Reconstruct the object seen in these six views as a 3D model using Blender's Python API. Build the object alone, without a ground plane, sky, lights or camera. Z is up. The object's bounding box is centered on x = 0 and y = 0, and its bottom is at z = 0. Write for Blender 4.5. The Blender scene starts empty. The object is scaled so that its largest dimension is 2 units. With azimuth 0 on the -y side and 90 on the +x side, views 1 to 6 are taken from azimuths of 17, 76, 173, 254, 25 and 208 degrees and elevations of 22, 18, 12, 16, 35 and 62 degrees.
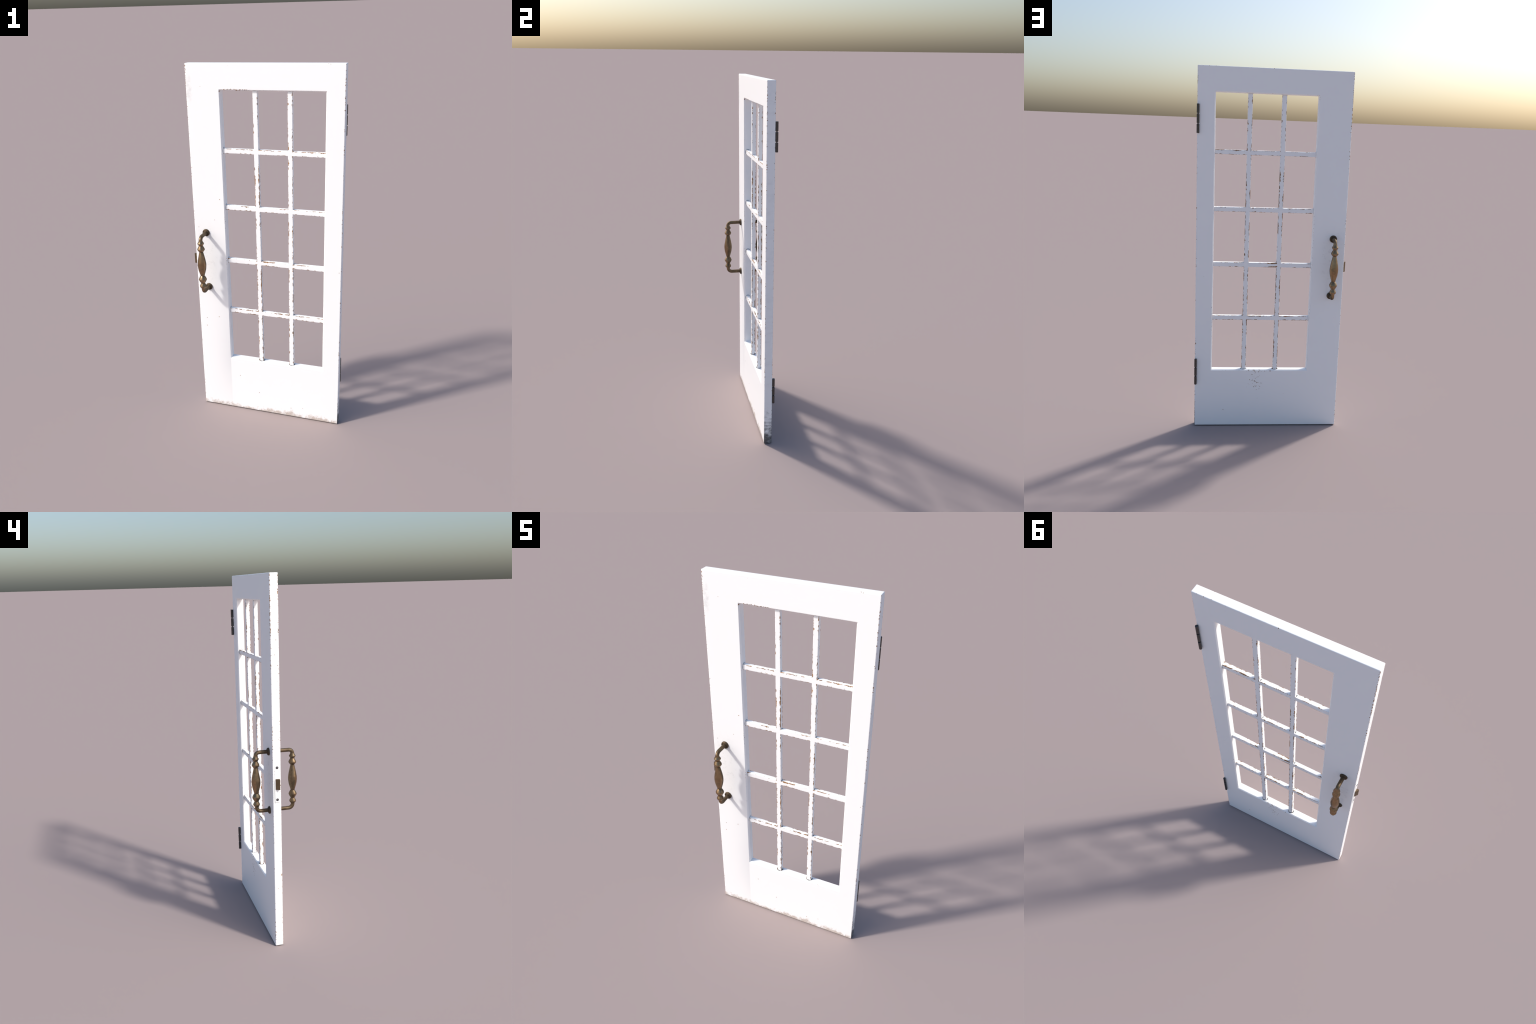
import bpy, bmesh, math
from mathutils import Vector

# ------------------------------------------------------------------ sizes (metres, door frame of reference)
YAW = -0.0275                       # the leaf stands a little turned
XL, XR = -0.4028, 0.4146            # latch edge, hinge edge
TF, TB = -0.0260, 0.0182            # front face, back face
TM = (TF + TB) / 2
HEIGHT = 2.0
OX0, OX1, OZ0, OZ1 = -0.2199, 0.3199, 0.3417, 1.8690   # glazed opening
CH = 0.0054                         # chamfer round the opening, across the face
CH_FRONT, CH_BACK = 0.0080, 0.0047  # and into the depth
OXC, OZC = (OX0 + OX1) / 2, (OZ0 + OZ1) / 2
BAR_W, BAR_D, BAR_R = 0.0246, 0.0216, 0.0020
VBARS = [OXC - 0.0897, OXC + 0.0897]
PITCH = (OZ1 - OZ0) / 5
HBARS = [OZ0 + PITCH * k for k in (1, 2, 3, 4)]
HX = -0.336                         # handle axis

col = bpy.context.scene.collection


# ------------------------------------------------------------------ small node language
class Nodes:
    def __init__(self, name):
        self.mat = bpy.data.materials.new(name)
        self.mat.use_nodes = True
        self.t = self.mat.node_tree
        self.bsdf = self.t.nodes["Principled BSDF"]
        co = self.t.nodes.new("ShaderNodeTexCoord")
        self.co = co.outputs["Object"]
        s = self.t.nodes.new("ShaderNodeSeparateXYZ")
        self.t.links.new(self.co, s.inputs[0])
        self.x, self.y, self.z = s.outputs

    def put(self, sock, v):
        if hasattr(v, "is_output"):
            self.t.links.new(v, sock)
        elif v is not None:
            sock.default_value = v

    def m(self, op, a, b=None, c=None):
        n = self.t.nodes.new("ShaderNodeMath")
        n.operation = op
        for i, v in enumerate((a, b, c)):
            if v is not None:
                self.put(n.inputs[i], v)
        return n.outputs[0]

    def add(self, a, b): return self.m("ADD", a, b)
    def sub(self, a, b): return self.m("SUBTRACT", a, b)
    def mul(self, a, b): return self.m("MULTIPLY", a, b)
    def mx(self, a, b): return self.m("MAXIMUM", a, b)
    def mn(self, a, b): return self.m("MINIMUM", a, b)
    def ab(self, a): return self.m("ABSOLUTE", a)

    def step(self, v, lo, hi):
        """0 at lo, 1 at hi (lo may lie above hi)"""
        n = self.t.nodes.new("ShaderNodeMapRange")
        n.interpolation_type = "SMOOTHSTEP"
        self.put(n.inputs["Value"], v)
        if lo < hi:
            a, b, c, d = lo, hi, 0.0, 1.0
        else:
            a, b, c, d = hi, lo, 1.0, 0.0
        for k, w in zip(("From Min", "From Max", "To Min", "To Max"), (a, b, c, d)):
            n.inputs[k].default_value = w
        return n.outputs[0]

    def move(self, loc=(0, 0, 0), scale=(1, 1, 1), rot=(0, 0, 0), vec=None):
        n = self.t.nodes.new("ShaderNodeMapping")
        self.put(n.inputs["Vector"], vec or self.co)
        n.inputs["Location"].default_value = loc
        n.inputs["Scale"].default_value = scale
        n.inputs["Rotation"].default_value = rot
        return n.outputs[0]

    def noise(self, scale, detail=2.0, rough=0.5, vec=None, distortion=0.0):
        n = self.t.nodes.new("ShaderNodeTexNoise")
        self.put(n.inputs["Vector"], vec or self.co)
        n.inputs["Scale"].default_value = scale
        n.inputs["Detail"].default_value = detail
        n.inputs["Roughness"].default_value = rough
        n.inputs["Distortion"].default_value = distortion
        return n.outputs["Fac"]

    def voronoi(self, scale, vec=None):
        n = self.t.nodes.new("ShaderNodeTexVoronoi")
        self.put(n.inputs["Vector"], vec or self.co)
        n.inputs["Scale"].default_value = scale
        s = self.t.nodes.new("ShaderNodeSeparateColor")
        self.t.links.new(n.outputs["Color"], s.inputs[0])
        return n.outputs["Distance"], s.outputs[0]

    def mix(self, fac, a, b):
        n = self.t.nodes.new("ShaderNodeMix")
        n.data_type = "RGBA"
        self.put(n.inputs[0], fac)
        self.put(n.inputs[6], a if hasattr(a, "is_output") else (*a, 1))
        self.put(n.inputs[7], b if hasattr(b, "is_output") else (*b, 1))
        return n.outputs[2]

    def bump(self, height, strength, distance):
        n = self.t.nodes.new("ShaderNodeBump")
        n.inputs["Strength"].default_value = strength
        n.inputs["Distance"].default_value = distance
        self.put(n.inputs["Height"], height)
        self.t.links.new(n.outputs[0], self.bsdf.inputs["Normal"])

    def finish(self, colour, rough, metal=0.0):
        self.put(self.bsdf.inputs["Base Color"], colour if hasattr(colour, "is_output") else (*colour, 1))
        self.put(self.bsdf.inputs["Roughness"], rough)
        self.put(self.bsdf.inputs["Metallic"], metal)
        return self.mat


PAINT = (0.975, 0.975, 0.975)
WOOD, WOOD_DARK = (0.37, 0.195, 0.078), (0.17, 0.088, 0.037)
NEAR_BLACK = (0.028, 0.031, 0.034)


def any_of(n, *masks):
    r = masks[0]
    for k in masks[1:]:
        r = n.mx(r, k)
    return r


def frame_paint():
    n = Nodes("chipped_white_paint")
    x, t, z = n.x, n.y, n.z
    ax = n.mn(n.sub(x, XL), n.sub(XR, x))
    at = n.mn(n.sub(t, TF), n.sub(TB, t))
    az = n.mn(z, n.sub(HEIGHT, z))
    upright = n.mx(ax, at)
    level = n.mx(az, at)
    do = n.mx(n.sub(n.ab(n.sub(x, OXC)), (OX1 - OX0) / 2), n.sub(n.ab(n.sub(z, OZC)), (OZ1 - OZ0) / 2))
    inner = n.mx(n.ab(n.sub(do, 0.0045)), n.sub(at, 0.004))
    front = n.step(t, TM, TM - 0.005)
    back = n.step(t, TM, TM + 0.005)
    fine = n.noise(120, 2, 0.55)
    tiny = n.noise(230, 2, 0.55, n.move(loc=(5.0, 1.0, 2.0)))
    patch = n.noise(5.5, 2, 0.5)
    patch2 = n.noise(7.5, 1, 0.5, n.move(loc=(3.1, 0.4, 7.7)))
    # chips: fine noise that passes a limit only close to an edge, in runs set by the coarse noise
    def chips(dist, runs, base, reach, gain, grain=fine):
        lim = n.add(n.mul(n.mx(dist, 0.0), 1 / reach), base)
        v = n.add(grain, n.mul(n.sub(runs, 0.5), gain))
        return n.step(n.sub(v, lim), 0.0, 0.03)
    worn_top = n.sub(n.mul(n.step(z, 1.68, 1.88), 0.10), n.mul(n.step(x, 0.2, 0.3), 0.09))
    c_up = n.mx(chips(n.sub(upright, 0.0015), n.add(patch, worn_top), 0.578, 0.030, 0.45), chips(upright, n.add(patch2, worn_top), 0.655, 0.025, 0.35, tiny))
    c_lv = chips(n.sub(level, 0.001), patch2, 0.665, 0.025, 0.5)
    c_in = chips(inner, patch2, 0.665, 0.025, 0.4, tiny)
    # the head of the opening is the most worn, at its latch end
    head = n.mul(n.mul(n.step(z, OZ1 - 0.012, OZ1 - 0.008), n.step(x, -0.06, -0.075)), n.mul(front, n.step(do, 0.020, 0.012)))
    c_head = n.mul(head, chips(n.sub(inner, 0.001), patch, 0.49, 0.022, 0.25))
    # single specks
    d1, r1 = n.voronoi(26, n.move(loc=(0.13, 0.0, 0.31)))
    specks = n.mul(n.step(d1, 0.075, 0.045), n.step(r1, 0.80, 0.81))
    specks = n.mul(specks, n.step(patch, 0.47, 0.52))
    d2, r2 = n.voronoi(42, n.move(loc=(0.4, 0.0, 0.9)))
    region = n.mul(n.mul(front, n.step(x, -0.265, -0.285)), n.mul(n.step(z, 1.08, 1.14), n.step(z, 1.72, 1.62)))
    specks = n.mx(specks, n.mul(n.mul(n.step(d2, 0.115, 0.07), n.step(r2, 0.83, 0.84)), n.mul(region, 0.6)))
    # scraped place under the glazing on the back
    px, pz = n.mul(n.sub(x, 0.072), 1 / 0.050), n.mul(n.sub(z, 0.275), 1 / 0.075)
    rr = n.add(n.mul(px, px), n.mul(pz, pz))
    scr = n.noise(105, 2, 0.55, n.move(scale=(1, 1, 0.8), rot=(0, 0.5, 0)))
    scrape = n.mul(back, n.mul(n.step(n.sub(scr, n.mul(rr, 0.11)), 0.575, 0.63), 0.75))
    px2 = n.mul(n.sub(x, 0.060), 1 / 0.085)
    lip = n.mul(n.mul(back, n.step(do, 0.013, 0.008)), n.mul(n.step(z, OZ0, OZ0 - 0.003), n.mul(n.step(n.sub(scr, n.mul(n.mul(px2, px2), 0.12)), 0.51, 0.58), 0.8)))
    wear = any_of(n, c_up, c_lv, c_in, c_head, specks, scrape, lip)

    # dirt ------------------------------------------------------------
    smear = n.noise(46, 5, 0.68, n.move(scale=(1.0, 1, 0.8), rot=(0, 0.6, 0)))
    splash = n.mul(front, n.step(n.sub(n.add(smear, n.mul(n.sub(n.noise(11, 2, 0.5), 0.5), 0.5)), n.mul(z, 10.0)), 0.21, 0.52))
    splash = n.mul(splash, n.step(at, 0.0022, 0.0010))
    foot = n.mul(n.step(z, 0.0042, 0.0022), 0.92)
    hinge_side = n.step(x, XR - 0.0035, XR - 0.0018)
    cloud = n.noise(26, 4, 0.6, n.move(scale=(1, 1, 1.6), rot=(0.4, 0, 0)))
    soot = n.mul(hinge_side, n.step(n.sub(cloud, n.mul(z, 2.5)), 0.02, 0.48))
    haze = n.mul(hinge_side, n.mul(n.step(n.noise(18, 4, 0.6, n.move(scale=(1, 1, 2.2))), 0.45, 0.75), 0.11))
    sx, sz = n.mul(n.sub(x, -0.385), 1 / 0.022), n.mul(n.sub(z, 1.875), 1 / 0.085)
    thumb = n.step(n.add(n.mul(sx, sx), n.mul(sz, sz)), 1.0, 0.0)
    sz2, sx2 = n.mul(n.sub(z, 1.00), 1 / 0.22), n.mul(n.sub(x, -0.335), 1 / 0.075)
    palm = n.mul(n.step(n.add(n.mul(sx2, sx2), n.mul(sz2, sz2)), 1.0, 0.1), n.step(n.noise(45, 4, 0.7), 0.50, 0.72))
    touch = n.mul(any_of(n, n.mul(n.mul(thumb, front), n.step(smear, 0.35, 0.7)), n.mul(palm, 0.7)), 0.28)
    # dark rings round the ends of the bars
    jamb = n.step(do, 0.0016, 0.0008)
    def ring(u):
        a, b = n.mul(u, 1 / 0.0172), n.mul(n.sub(t, TM), 1 / 0.0152)
        L = n.m("SQRT", n.add(n.mul(a, a), n.mul(b, b)))
        return n.mul(n.step(L, 0.66, 0.74), n.step(L, 1.08, 1.00))
    ux = n.sub(n.ab(n.sub(x, OXC)), 0.0897)
    uz = n.sub(z, OZ0)
    uz = n.sub(uz, n.m("MULTIPLY", n.m("ROUND", n.mul(uz, 1 / PITCH)), PITCH))
    upright_jamb = n.step(n.ab(n.sub(x, OXC)), 0.262, 0.266)
    away = n.step(n.ab(n.sub(z, OZC)), 0.72, 0.70)
    dark_marks = n.mul(jamb, n.add(n.mul(ring(ux), n.sub(1.0, upright_jamb)), n.mul(n.mul(n.mul(ring(uz), upright_jamb), away), 0.5)))

    gap = n.mx(n.sub(n.ab(n.sub(t, -0.0040)), 0.0130), n.sub(n.ab(n.sub(z, 0.9470)), 0.1018))  # cast shadow of the proud lock plate, painted along two of its sides
    gap = n.mul(n.mul(n.step(gap, 0.0006, 0.0), n.step(n.sub(t, n.mul(n.sub(z, 0.845), 0.2)), -0.0180, -0.0150)), n.step(x, XL + 0.0012, XL + 0.0004))
    dark_marks = n.mx(dark_marks, n.mul(gap, 0.8))
    base = n.mix(n.mul(n.noise(3.0, 4, 0.6), 0.10), PAINT, (0.94, 0.94, 0.945))
    wood = n.mix(n.step(n.noise(70, 3, 0.6), 0.35, 0.65), WOOD, WOOD_DARK)
    c = n.mix(touch, base, (0.36, 0.35, 0.36))
    c = n.mix(n.mul(splash, 0.70), c, (0.43, 0.33, 0.255))
    c = n.mix(haze, c, (0.40, 0.41, 0.43))
    c = n.mix(n.mul(soot, 0.93), c, (0.040, 0.043, 0.046))
    c = n.mix(wear, c, wood)
    c = n.mix(n.mul(dark_marks, 0.95), c, NEAR_BLACK)
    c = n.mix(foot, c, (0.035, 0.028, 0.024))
    n.bump(n.sub(n.mul(n.noise(60, 3, 0.6), 0.25), wear), 0.35, 0.0008)
    return n.finish(c, n.add(0.42, n.mul(wear, 0.4)))


def bar_paint(upright):
    n = Nodes("chipped_bar_paint_upright" if upright else "chipped_bar_paint_level")
    across, along, t = (n.x, n.z, n.y) if upright else (n.z, n.x, n.y)
    info = n.t.nodes.new("ShaderNodeObjectInfo")
    shift = n.t.nodes.new("ShaderNodeVectorMath")
    shift.operation = "SCALE"
    shift.inputs[0].default_value = (13.0, 29.0, 17.0)
    n.t.links.new(info.outputs["Random"], shift.inputs["Scale"])
    moved = n.t.nodes.new("ShaderNodeVectorMath")
    n.t.links.new(n.co, moved.inputs[0])
    n.t.links.new(shift.outputs[0], moved.inputs[1])
    v = moved.outputs[0]
    stretch = n.move(scale=(1, 1, 0.42) if upright else (0.42, 1, 1), vec=v)
    fine = n.noise(145, 4, 0.6, stretch)
    runs = n.noise(11, 3, 0.6, v)
    edge = n.mx(n.sub(BAR_W / 2, n.ab(across)), n.sub(BAR_D / 2, n.ab(t)))
    lim = n.add(n.mul(n.mx(n.sub(edge, 0.0008), 0.0), 1 / 0.022), 0.482)
    wear = n.step(n.sub(n.add(fine, n.mul(n.sub(runs, 0.5), 0.80)), lim), 0.0, 0.03)
    wood = n.mix(n.step(n.noise(70, 3, 0.6, v), 0.35, 0.65), WOOD, WOOD_DARK)
    base = n.mix(n.mul(n.noise(6.0, 4, 0.6, v), 0.10), PAINT, (0.94, 0.94, 0.945))
    c = n.mix(wear, base, wood)
    if not upright:
        q = n.mul(n.sub(n.ab(n.sub(n.ab(n.x), 0.0897)), 0.0146), 1 / 0.0026)
        r = n.mul(n.y, 1 / 0.0070)
        dark_oval = n.mul(n.step(n.add(n.mul(q, q), n.mul(r, r)), 1.1, 0.7), n.step(n.z, 0.0100, 0.0106))
        c = n.mix(n.mul(dark_oval, 0.9), c, NEAR_BLACK)
    n.bump(n.sub(n.mul(n.noise(70, 3, 0.6, v), 0.25), wear), 0.35, 0.0008)
    return n.finish(c, n.add(0.42, n.mul(wear, 0.4)))


def plate_paint():
    n = Nodes("painted_lock_plate")
    fine = n.noise(230, 3, 0.6)
    edge = n.mn(n.sub(0.0118, n.ab(n.y)), n.sub(0.101, n.ab(n.z)))
    wear = n.step(n.sub(fine, n.add(n.mul(edge, 1 / 0.03), 0.60)), 0.0, 0.03)
    c = n.mix(wear, PAINT, (0.34, 0.20, 0.11))
    return n.finish(c, 0.42)


def bronze():
    """aged bronze: rubbed bright on the side away from the door, dull and brown elsewhere"""
    n = Nodes("aged_bronze")
    mott = n.noise(38, 4, 0.62)
    grain = n.noise(420, 2, 0.6)
    out = n.sub(n.ab(n.add(n.y, 0.0092)), 0.1004)
    rubbed = n.step(n.add(out, n.mul(n.sub(mott, 0.5), 0.010)), 0.000, 0.011)
    dull = n.mix(n.step(mott, 0.34, 0.66), (0.105, 0.077, 0.050), (0.165, 0.120, 0.077))
    bright = n.mix(n.step(mott, 0.34, 0.66), (0.285, 0.188, 0.105), (0.350, 0.236, 0.136))
    c = n.mix(rubbed, dull, bright)
    green = n.step(n.noise(30, 4, 0.65, n.move(loc=(4, 2, 9))), 0.52, 0.66)
    c = n.mix(n.mul(green, 0.5), c, (0.125, 0.125, 0.085))
    c = n.mix(n.mul(n.step(grain, 0.5, 0.75), 0.30), c, (0.36, 0.25, 0.14))
    near = n.step(n.ab(n.sub(n.y, TM)), 0.058, 0.030)  # rose and post end darkened in colour for the shading close to the door
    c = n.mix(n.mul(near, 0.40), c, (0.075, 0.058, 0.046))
    n.bump(grain, 0.06, 0.0006)
    rough = n.add(n.sub(0.60, n.mul(rubbed, 0.29)), n.mul(n.sub(mott, 0.5), 0.12))
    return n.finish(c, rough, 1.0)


def bolt_metal():
    n = Nodes("dull_brass")
    c = n.mix(n.noise(60, 4, 0.6), (0.16, 0.115, 0.070), (0.24, 0.175, 0.11))
    return n.finish(c, 0.45, 0.9)


def dark_steel(name, colour, rough):
    n = Nodes(name)
    v = n.noise(90, 4, 0.6)
    c = n.mix(v, colour, tuple(k * 1.9 for k in colour))
    n.bump(n.noise(240, 2, 0.5), 0.06, 0.0005)
    return n.finish(c, rough, 1.0)


# ------------------------------------------------------------------ objects
def link(o, parent, loc=(0, 0, 0)):
    col.objects.link(o)
    o.parent = parent
    o.location = loc
    return o


def mesh_object(name, verts, faces, mat, parent, loc=(0, 0, 0), loop_normals=None, smooth=True):
    me = bpy.data.meshes.new(name)
    me.from_pydata([tuple(v) for v in verts], [], faces)
    me.materials.append(mat)
    me.polygons.foreach_set("use_smooth", [smooth] * len(me.polygons))
    me.update()
    if loop_normals:
        me.normals_split_custom_set(loop_normals)
    return link(bpy.data.objects.new(name, me), parent, loc)


def soften(bm, limit=40.0):
    """per-corner normals: area-weighted among the faces that meet at less than the limit"""
    cosl, out = math.cos(math.radians(limit)), {}
    for f in bm.faces:
        row = []
        for v in f.verts:
            s = Vector()
            for g in v.link_faces:
                if g.normal.dot(f.normal) > cosl:
                    s += g.normal * g.calc_area()
            row.append(s.normalized())
        out[f.index] = row
    return out


def from_bmesh(name, bm, mat, parent, loc=(0, 0, 0), limit=40.0):
    bm.normal_update()
    bm.verts.index_update()
    bm.faces.index_update()
    ns = soften(bm, limit)
    verts = [v.co.copy() for v in bm.verts]
    faces = [[v.index for v in f.verts] for f in bm.faces]
    flat = [n for f in bm.faces for n in ns[f.index]]
    bm.free()
    return mesh_object(name, verts, faces, mat, parent, loc, flat)


def block(size, bevel, segments=2):
    bm = bmesh.new()
    bmesh.ops.create_cube(bm, size=1.0)
    bmesh.ops.scale(bm, vec=size, verts=bm.verts)
    if bevel:
        bmesh.ops.bevel(bm, geom=bm.edges[:], offset=bevel, segments=segments, profile=0.5, affect="EDGES")
    return bm


def lathe(bm, profile, sides, place):
    """turn (radius, height) pairs round an axis; place maps (a, b, h) to a point"""
    rings = []
    for r, h in profile:
        if r <= 1e-6:
            rings.append([bm.verts.new(place(0, 0, h))])
        else:
            rings.append([bm.verts.new(place(r * math.cos(math.tau * i / sides), r * math.sin(math.tau * i / sides), h)) for i in range(sides)])
    for A, B in zip(rings, rings[1:]):
        for i in range(sides):
            j = (i + 1) % sides
            q = [A[i % len(A)], A[j % len(A)], B[j % len(B)], B[i % len(B)]]
            q = [v for k, v in enumerate(q) if v not in q[:k]]
            if len(q) > 2:
                bm.faces.new(q)


# ------------------------------------------------------------------ the door
door = bpy.data.objects.new("glazed_door", None)
door.rotation_euler = (0, 0, YAW)
col.objects.link(door)
door["label"] = "tall white chipped wooden door with fifteen open panes and bronze pull handles"
door["category"] = "door"

paint = frame_paint()


def build_frame():
    bm = bmesh.new()
    xs = [XL, OX0 - CH, OX1 + CH, XR]
    zs = [0.0, OZ0 - CH, OZ1 + CH, HEIGHT]
    cache = {}

    def V(x, t, z):
        k = (round(x, 6), round(t, 6), round(z, 6))
        if k not in cache:
            cache[k] = bm.verts.new(k)
        return cache[k]

    def F(*p):
        bm.faces.new([V(*q) for q in p])

    for t, flip in ((TF, False), (TB, True)):
        for i in range(3):
            for j in range(3):
                if i == 1 and j == 1:
                    continue
                p = [(xs[i], t, zs[j]), (xs[i + 1], t, zs[j]), (xs[i + 1], t, zs[j + 1]), (xs[i], t, zs[j + 1])]
                F(*(p[::-1] if flip else p))
        # chamfer round the opening
        ti = t + (CH_FRONT if t == TF else -CH_BACK)
        o = [(xs[1], t, zs[1]), (xs[2], t, zs[1]), (xs[2], t, zs[2]), (xs[1], t, zs[2])]
        q = [(OX0, ti, OZ0), (OX1, ti, OZ0), (OX1, ti, OZ1), (OX0, ti, OZ1)]
        for k in range(4):
            l = (k + 1) % 4
            p = [o[k], o[l], q[l], q[k]]
            F(*(p[::-1] if flip else p))
    a, b = TF + CH_FRONT, TB - CH_BACK
    c = [(OX0, OZ0), (OX1, OZ0), (OX1, OZ1), (OX0, OZ1)]
    for k in range(4):
        l = (k + 1) % 4
        F((c[k][0], a, c[k][1]), (c[l][0], a, c[l][1]), (c[l][0], b, c[l][1]), (c[k][0], b, c[k][1]))
    # outer edges
    for i in range(3):
        F((xs[i], TF, 0), (xs[i], TB, 0), (xs[i + 1], TB, 0), (xs[i + 1], TF, 0))
        F((xs[i], TF, HEIGHT), (xs[i + 1], TF, HEIGHT), (xs[i + 1], TB, HEIGHT), (xs[i], TB, HEIGHT))
        F((XL, TF, zs[i]), (XL, TF, zs[i + 1]), (XL, TB, zs[i + 1]), (XL, TB, zs[i]))
        F((XR, TF, zs[i]), (XR, TB, zs[i]), (XR, TB, zs[i + 1]), (XR, TF, zs[i + 1]))
    bmesh.ops.recalc_face_normals(bm, faces=bm.faces)
    bm.normal_update()

    def rim(e):
        on = lambda v: sum((abs(v.co.x - XL) < 1e-5 or abs(v.co.x - XR) < 1e-5, abs(v.co.y - TF) < 1e-5 or abs(v.co.y - TB) < 1e-5,
                            abs(v.co.z) < 1e-5 or abs(v.co.z - HEIGHT) < 1e-5))
        return len(e.link_faces) == 2 and e.link_faces[0].normal.dot(e.link_faces[1].normal) < 0.1 and all(on(v) >= 2 for v in e.verts)

    bmesh.ops.bevel(bm, geom=[e for e in bm.edges if rim(e)], offset=0.0040, segments=4, profile=0.5, affect="EDGES")
    # finer strips on the latch stile, for normals tilted to draw a grey gradient
    for z in (0.06, 0.13, 0.24, 0.45, 0.58, 0.72, 0.86, 1.0, 1.15):
        bmesh.ops.bisect_plane(bm, geom=bm.verts[:] + bm.edges[:] + bm.faces[:], plane_co=(0, 0, z), plane_no=(0, 0, 1))
    for x in (-0.36, -0.32, -0.28, -0.25):
        bmesh.ops.bisect_plane(bm, geom=bm.verts[:] + bm.edges[:] + bm.faces[:], plane_co=(x, 0, 0), plane_no=(1, 0, 0))
    bm.normal_update()
    bm.verts.index_update()
    bm.faces.index_update()
    ns = soften(bm, 28)

    def shade_tilt(v):
        u = min(max((v.x + 0.385) / 0.16, 0.0), 1.0)
        w = min(max((1.15 - v.z) / 0.75, 0.0), 1.0) if v.z > 0.4 else min(max(0.15 + v.z / 0.40, 0.0), 1.0)
        return 0.20 * u * u * w

    parts = {"hinge_stile": ("stile", []), "latch_stile": ("stile", []), "top": ("top_rail", []), "bottom": ("bottom_rail", [])}
    for f in bm.faces:
        c = f.calc_center_median()
        n = f.normal
        inside = OX0 - CH - 1e-4 < c.x < OX1 + CH + 1e-4 and OZ0 - CH - 1e-4 < c.z < OZ1 + CH + 1e-4
        if inside:
            key = ("latch_stile" if n.x > 0 else "hinge_stile") if abs(n.x) > abs(n.z) else ("bottom" if n.z > 0 else "top")
        elif c.x < OX0 - CH:
            key = "latch_stile"
        elif c.x > OX1 + CH:
            key = "hinge_stile"
        else:
            key = "top" if c.z > 1 else "bottom"
        row = ns[f.index]
        if key == "latch_stile" and n.y < -0.99:
            row = [(r + Vector((shade_tilt(v.co), 0, 0))).normalized() for r, v in zip(row, f.verts)]
        parts[key][1].append(([v.co.copy() for v in f.verts], row))
    bm.free()
    for name, faces in parts.values():
        index, verts, polys, loops = {}, [], [], []
        for pts, row in faces:
            poly = []
            for p in pts:
                k = tuple(round(q, 6) for q in p)
                if k not in index:
                    index[k] = len(verts)
                    verts.append(p)
                poly.append(index[k])
            polys.append(poly)
            loops += row
        mesh_object(name, verts, polys, paint, door, loop_normals=loops)


build_frame()


# ------------------------------------------------------------------ glazing bars, mitred into one another where they cross
def bar_profile(seg=3):
    """points and normals round a rounded rectangle: (across, depth)"""
    w, d, out = BAR_W / 2 - BAR_R, BAR_D / 2 - BAR_R, []
    for cx, cy, a0 in ((w, d, 0), (-w, d, 90), (-w, -d, 180), (w, -d, 270)):
        for k in range(seg + 1):
            a = math.radians(a0 + 90 * k / seg)
            out.append((cx + BAR_R * math.cos(a), cy + BAR_R * math.sin(a), math.cos(a), math.sin(a)))
    return out


def add_mid(profile):
    """extra points on the middle of the front and the back, where a mitre comes to its tip"""
    out = []
    for p, q in zip(profile, profile[1:] + profile[:1]):
        out.append(p)
        if p[0] * q[0] < 0:
            out.append((0.0, p[1], 0.0, p[3]))
    return out


def bar(name, mat, upright, centre, stops, lo, hi):
    """a bar along its axis from lo to hi; at every stop it is mitred to the bar that crosses there"""
    prof = add_mid(bar_profile())
    n = len(prof)
    verts, faces, norms = [], [], []
    ends = [(lo, False)] + [(s, True) for s in stops] + [(hi, False)]
    mid = (lo + hi) / 2
    for (a, ma), (b, mb) in zip(ends, ends[1:]):
        base = len(verts)
        for end, mitre, sign in ((a, ma, 1), (b, mb, -1)):
            for p in prof:
                s = end + (sign * abs(p[0]) if mitre else 0) - mid
                verts.append((p[0], p[1], s) if upright else (s, p[1], p[0]))
        for i in range(n):
            j = (i + 1) % n
            q = [(i, 0), (j, 0), (j, 1), (i, 1)]
            if not upright:
                q = q[::-1]
            faces.append([base + k + r * n for k, r in q])
            p0, p1 = prof[i], prof[j]
            for k, r in q:
                p = prof[k]
                norms.append(Vector((p[2], p[3], 0)) if upright else Vector((0, p[3], p[2])))
    loc = (centre, TM, mid) if upright else (mid, TM, centre)
    return mesh_object(name, verts, faces, mat, door, loc, norms)


vpaint, hpaint = bar_paint(True), bar_paint(False)
for c in VBARS:
    bar("upright_glazing_bar", vpaint, True, c, HBARS, OZ0 - 0.002, OZ1 + 0.002)
for c in HBARS:
    bar("level_glazing_bar", hpaint, False, c, VBARS, OX0 - 0.002, OX1 + 0.002)


# ------------------------------------------------------------------ pull handles
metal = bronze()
SIDES = 16


def smooth_run(points, per):
    """Catmull-Rom through (radius, height) pairs"""
    out = []
    P = [points[0]] + points + [points[-1]]
    for i in range(1, len(P) - 2):
        for k in range(per):
            u = k / per
            out.append(tuple(0.5 * ((2 * P[i][c]) + (P[i + 1][c] - P[i - 1][c]) * u + (2 * P[i - 1][c] - 5 * P[i][c] + 4 * P[i + 1][c] - P[i + 2][c]) * u * u
                                    + (3 * P[i][c] - P[i - 1][c] - 3 * P[i + 1][c] + P[i + 2][c]) * u ** 3) for c in (0, 1)))
    out.append(points[-1])
    return out


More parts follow.
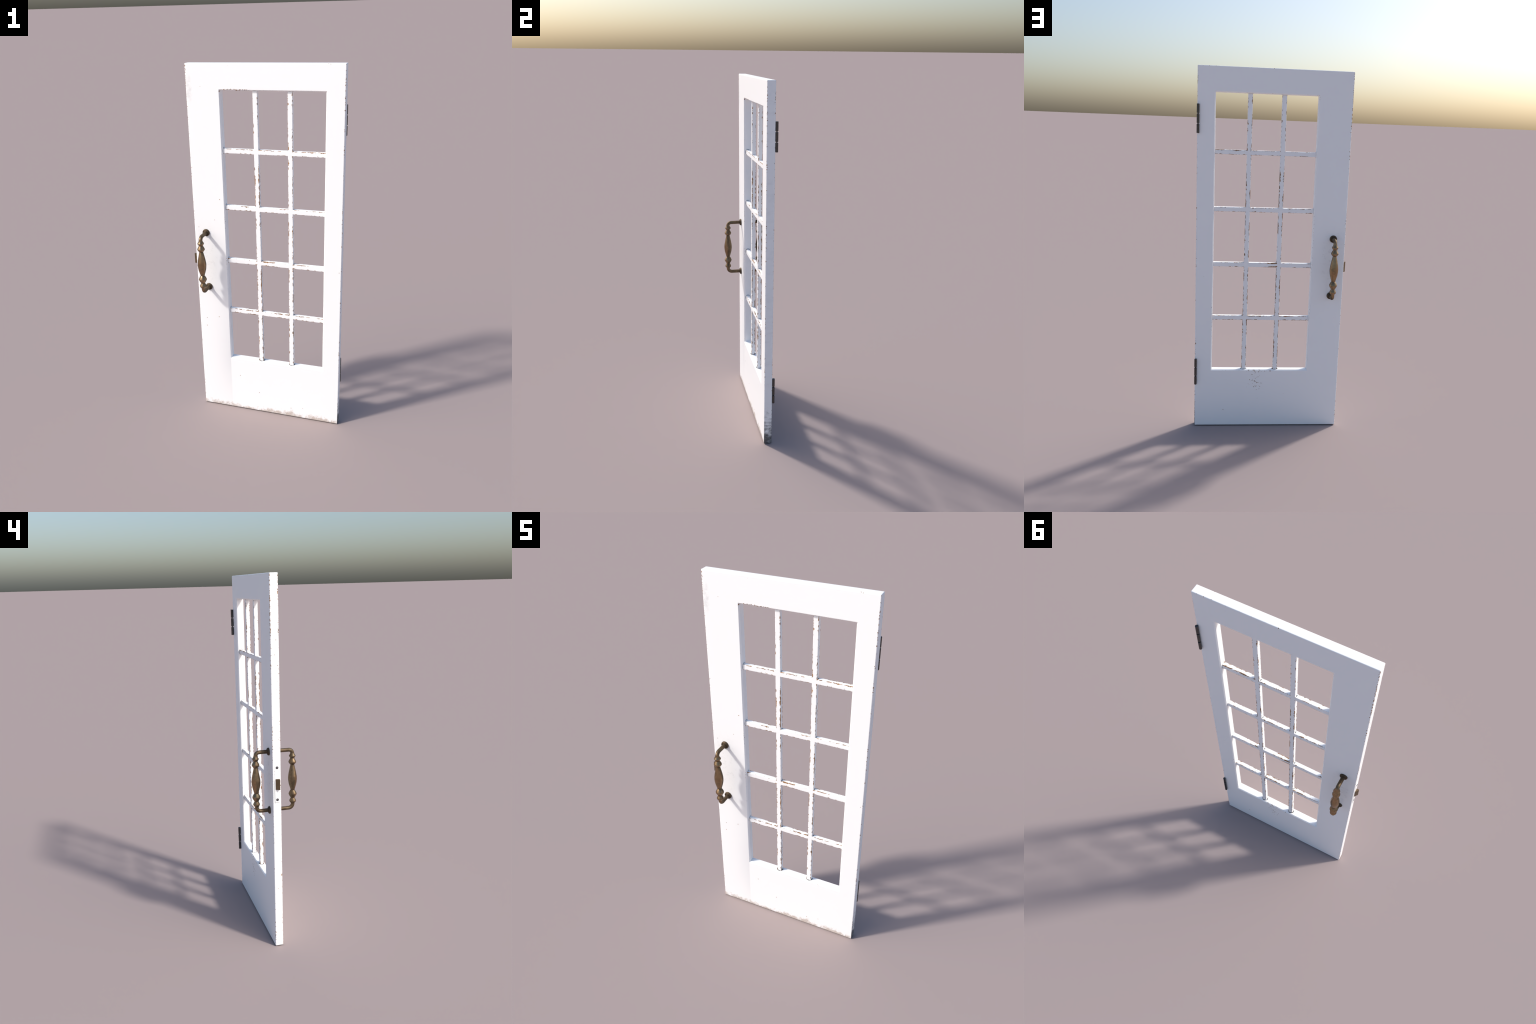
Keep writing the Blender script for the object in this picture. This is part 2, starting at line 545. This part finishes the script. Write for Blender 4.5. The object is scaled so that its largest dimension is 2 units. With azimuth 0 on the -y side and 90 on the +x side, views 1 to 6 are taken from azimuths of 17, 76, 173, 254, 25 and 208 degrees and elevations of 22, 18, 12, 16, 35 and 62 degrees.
GRIP = [(0.0102, 1.0930), (0.0106, 1.0895), (0.0128, 1.0835), (0.0165, 1.0785), (0.0178, 1.0757), (0.0170, 1.0722), (0.0130, 1.0660), (0.0112, 1.0630),
        (0.0120, 1.0605), (0.0148, 1.0555), (0.0178, 1.0498), (0.0200, 1.0448), (0.0206, 1.0420), (0.0199, 1.0390), (0.0164, 1.0336), (0.0126, 1.0290), (0.0108, 1.0275)]
BARREL = [(0.0104, 1.0270), (0.0142, 1.0100), (0.0185, 0.9900), (0.0222, 0.9700), (0.0238, 0.9550), (0.0232, 0.9400), (0.0205, 0.9220), (0.0160, 0.9050), (0.0108, 0.8872)]
LOWER = [(0.0108, 0.8866), (0.0130, 0.8840), (0.0170, 0.8778), (0.0208, 0.8698), (0.0219, 0.8655), (0.0213, 0.8618), (0.0178, 0.8545), (0.0140, 0.8480), (0.0113, 0.8440), (0.0110, 0.8425),
         (0.0140, 0.8360), (0.0176, 0.8290), (0.0183, 0.8250), (0.0174, 0.8210), (0.0135, 0.8165), (0.0112, 0.8140), (0.0104, 0.8110)]
POST_TOP, POST_LOW = 1.1090, 0.7862


def elbow(bm, out, grip_t, z_post, z_grip, face, up):
    """bent rod from the grip axis into the door; out is -1 at the front, +1 at the back"""
    rod, bend = 0.0102, 0.0195 if up else 0.0235
    path = [(grip_t, z_grip, 0.0)]
    s = 1 if up else -1
    for k in range(9):
        a = math.pi / 2 * k / 8
        path.append((grip_t - out * bend * (1 - math.cos(a)), z_post - s * bend + s * bend * math.sin(a), a))
    path.append((face - out * 0.004, z_post, math.pi / 2))
    rings = []
    for t, z, a in path:
        # across the rod: x, and the direction normal to the path in the t-z plane
        dt, dz = -out * math.sin(a), s * math.cos(a)
        nt, nz = -dz, dt
        rings.append([bm.verts.new((rod * math.cos(math.tau * i / SIDES), t + nt * rod * math.sin(math.tau * i / SIDES), z + nz * rod * math.sin(math.tau * i / SIDES))) for i in range(SIDES)])
    for A, B in zip(rings, rings[1:]):
        for i in range(SIDES):
            j = (i + 1) % SIDES
            bm.faces.new((A[i], A[j], B[j], B[i]))


def handle(out, grip_t, face):
    zc = 0.954
    at = (HX, 0, zc)
    top = link(bpy.data.objects.new("pull_handle", None), door, at)

    def part(name, bm, limit):
        bmesh.ops.translate(bm, verts=bm.verts, vec=(0, 0, -zc))
        bmesh.ops.recalc_face_normals(bm, faces=bm.faces)
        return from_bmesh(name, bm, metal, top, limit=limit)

    turn = lambda a, b, h: (a, grip_t + b, h)
    bm = bmesh.new()
    lathe(bm, smooth_run(BARREL, 3), SIDES, turn)
    part("grip", bm, 50)
    for prof in (GRIP, LOWER):
        bm = bmesh.new()
        lathe(bm, prof, SIDES, turn)
        part("turned_collar", bm, 42)
    for z, zg, up in ((POST_TOP, 1.0925, True), (POST_LOW, 0.8115, False)):
        bm = bmesh.new()
        elbow(bm, out, grip_t, z, zg, face, up)
        part("bent_post", bm, 50)
        bm = bmesh.new()
        rose = [(0.0100, 0.0095), (0.0118, 0.0082), (0.0130, 0.0078), (0.0142, 0.0090), (0.0165, 0.0088), (0.0190, 0.0068), (0.0203, 0.0040), (0.0205, -0.0005)]
        lathe(bm, rose, 32, lambda a, b, h: (a, face + out * h, z + b))
        part("rose", bm, 50)


handle(-1, -0.1096, TF)
handle(1, 0.0912, TB)


# ------------------------------------------------------------------ hinges: knuckles on a pin, with a lug into the door edge
steel = dark_steel("dark_hinge_steel", (0.062, 0.061, 0.061), 0.22)
HIX, HIT, HIR = 0.4098, 0.0256, 0.0073


def hinge(z0, z1):
    zc = (z0 + z1) / 2
    top = link(bpy.data.objects.new("hinge", None), door, (HIX, HIT, zc))
    L, gap = z1 - z0, 0.0042
    k = (L - 2 * gap) / 3
    prof = [(0, -k / 2), (HIR - 0.0012, -k / 2), (HIR, -k / 2 + 0.0014), (HIR, k / 2 - 0.0014), (HIR - 0.0012, k / 2), (0, k / 2)]
    bm = bmesh.new()
    lathe(bm, prof, 20, lambda a, b, h: (a, b, h))
    bmesh.ops.recalc_face_normals(bm, faces=bm.faces)
    first = from_bmesh("knuckle", bm, steel, top, (0, 0, -(k + gap)), 35)
    lug = from_bmesh("leaf", block((0.0030, 0.0100, k * 0.92), 0.0005), steel, top, (-0.0008, -0.0075, -(k + gap)), 35)
    for h in (0, k + gap):
        for o in (first, lug):
            c = link(o.copy(), top, (o.location.x, o.location.y, h))
    bm = bmesh.new()
    lathe(bm, [(0, -L / 2 + 0.01), (0.0036, -L / 2 + 0.01), (0.0036, L / 2 - 0.01), (0, L / 2 - 0.01)], 16, lambda a, b, h: (a, b, h))
    bmesh.ops.recalc_face_normals(bm, faces=bm.faces)
    from_bmesh("hinge_pin", bm, steel, top, limit=35)


hinge(1.6570, 1.8068)
hinge(0.2562, 0.4082)

# ------------------------------------------------------------------ mortice lock in the latch edge
PZ, PT = 0.9480, -0.0046
plate = from_bmesh("lock_plate", block((0.0020, 0.0236, 0.2020), 0.0005), plate_paint(), door, (XL - 0.0001, PT, PZ), 35)
screw_steel = dark_steel("dark_screw_steel", (0.075, 0.080, 0.088), 0.45)
for z in (1.0368, 0.8628):
    bm = bmesh.new()
    lathe(bm, [(0, 0.0009), (0.0035, 0.0008), (0.0070, 0.0003), (0.0080, -0.0006)], 24, lambda a, b, h: (-h, a, b))
    bmesh.ops.recalc_face_normals(bm, faces=bm.faces)
    s = from_bmesh("screw", bm, screw_steel, door, (XL - 0.0013, PT - 0.0008, z), 50)
    for ang in (0.5, 0.5 + math.pi / 2):
        b = from_bmesh("screw_slot", block((0.0006, 0.0092, 0.0018), 0), dark_steel("worn_slot_steel", (0.22, 0.22, 0.23), 0.4) if "worn_slot_steel" not in bpy.data.materials else bpy.data.materials["worn_slot_steel"],
                        s, (-0.0008 - (0.0002 if ang > 1 else 0), 0, 0), 35)
        b.rotation_euler = (ang, 0, 0)
# bevelled latch bolt: full depth at the front, slanting away towards the back
BX0, BX1, BZ, BH = XL + 0.002, -0.4176, 0.9472, 0.0575
bm = bmesh.new()
lo = [bm.verts.new(p) for p in ((BX0, -0.0180, 0), (BX1, -0.0180, 0), (BX1, -0.0150, 0), (XL - 0.0022, 0.0036, 0), (BX0, 0.0036, 0))]
base = bm.faces.new(lo)
top = bmesh.ops.extrude_face_region(bm, geom=[base])
bmesh.ops.translate(bm, verts=[g for g in top["geom"] if isinstance(g, bmesh.types.BMVert)], vec=(0, 0, BH))
bmesh.ops.translate(bm, verts=bm.verts, vec=(0, 0, -BH / 2))
bmesh.ops.recalc_face_normals(bm, faces=bm.faces)
bmesh.ops.bevel(bm, geom=bm.edges[:], offset=0.0006, segments=2, profile=0.5, affect="EDGES")
from_bmesh("latch_bolt", bm, bolt_metal(), door, (0, 0, BZ), 35)
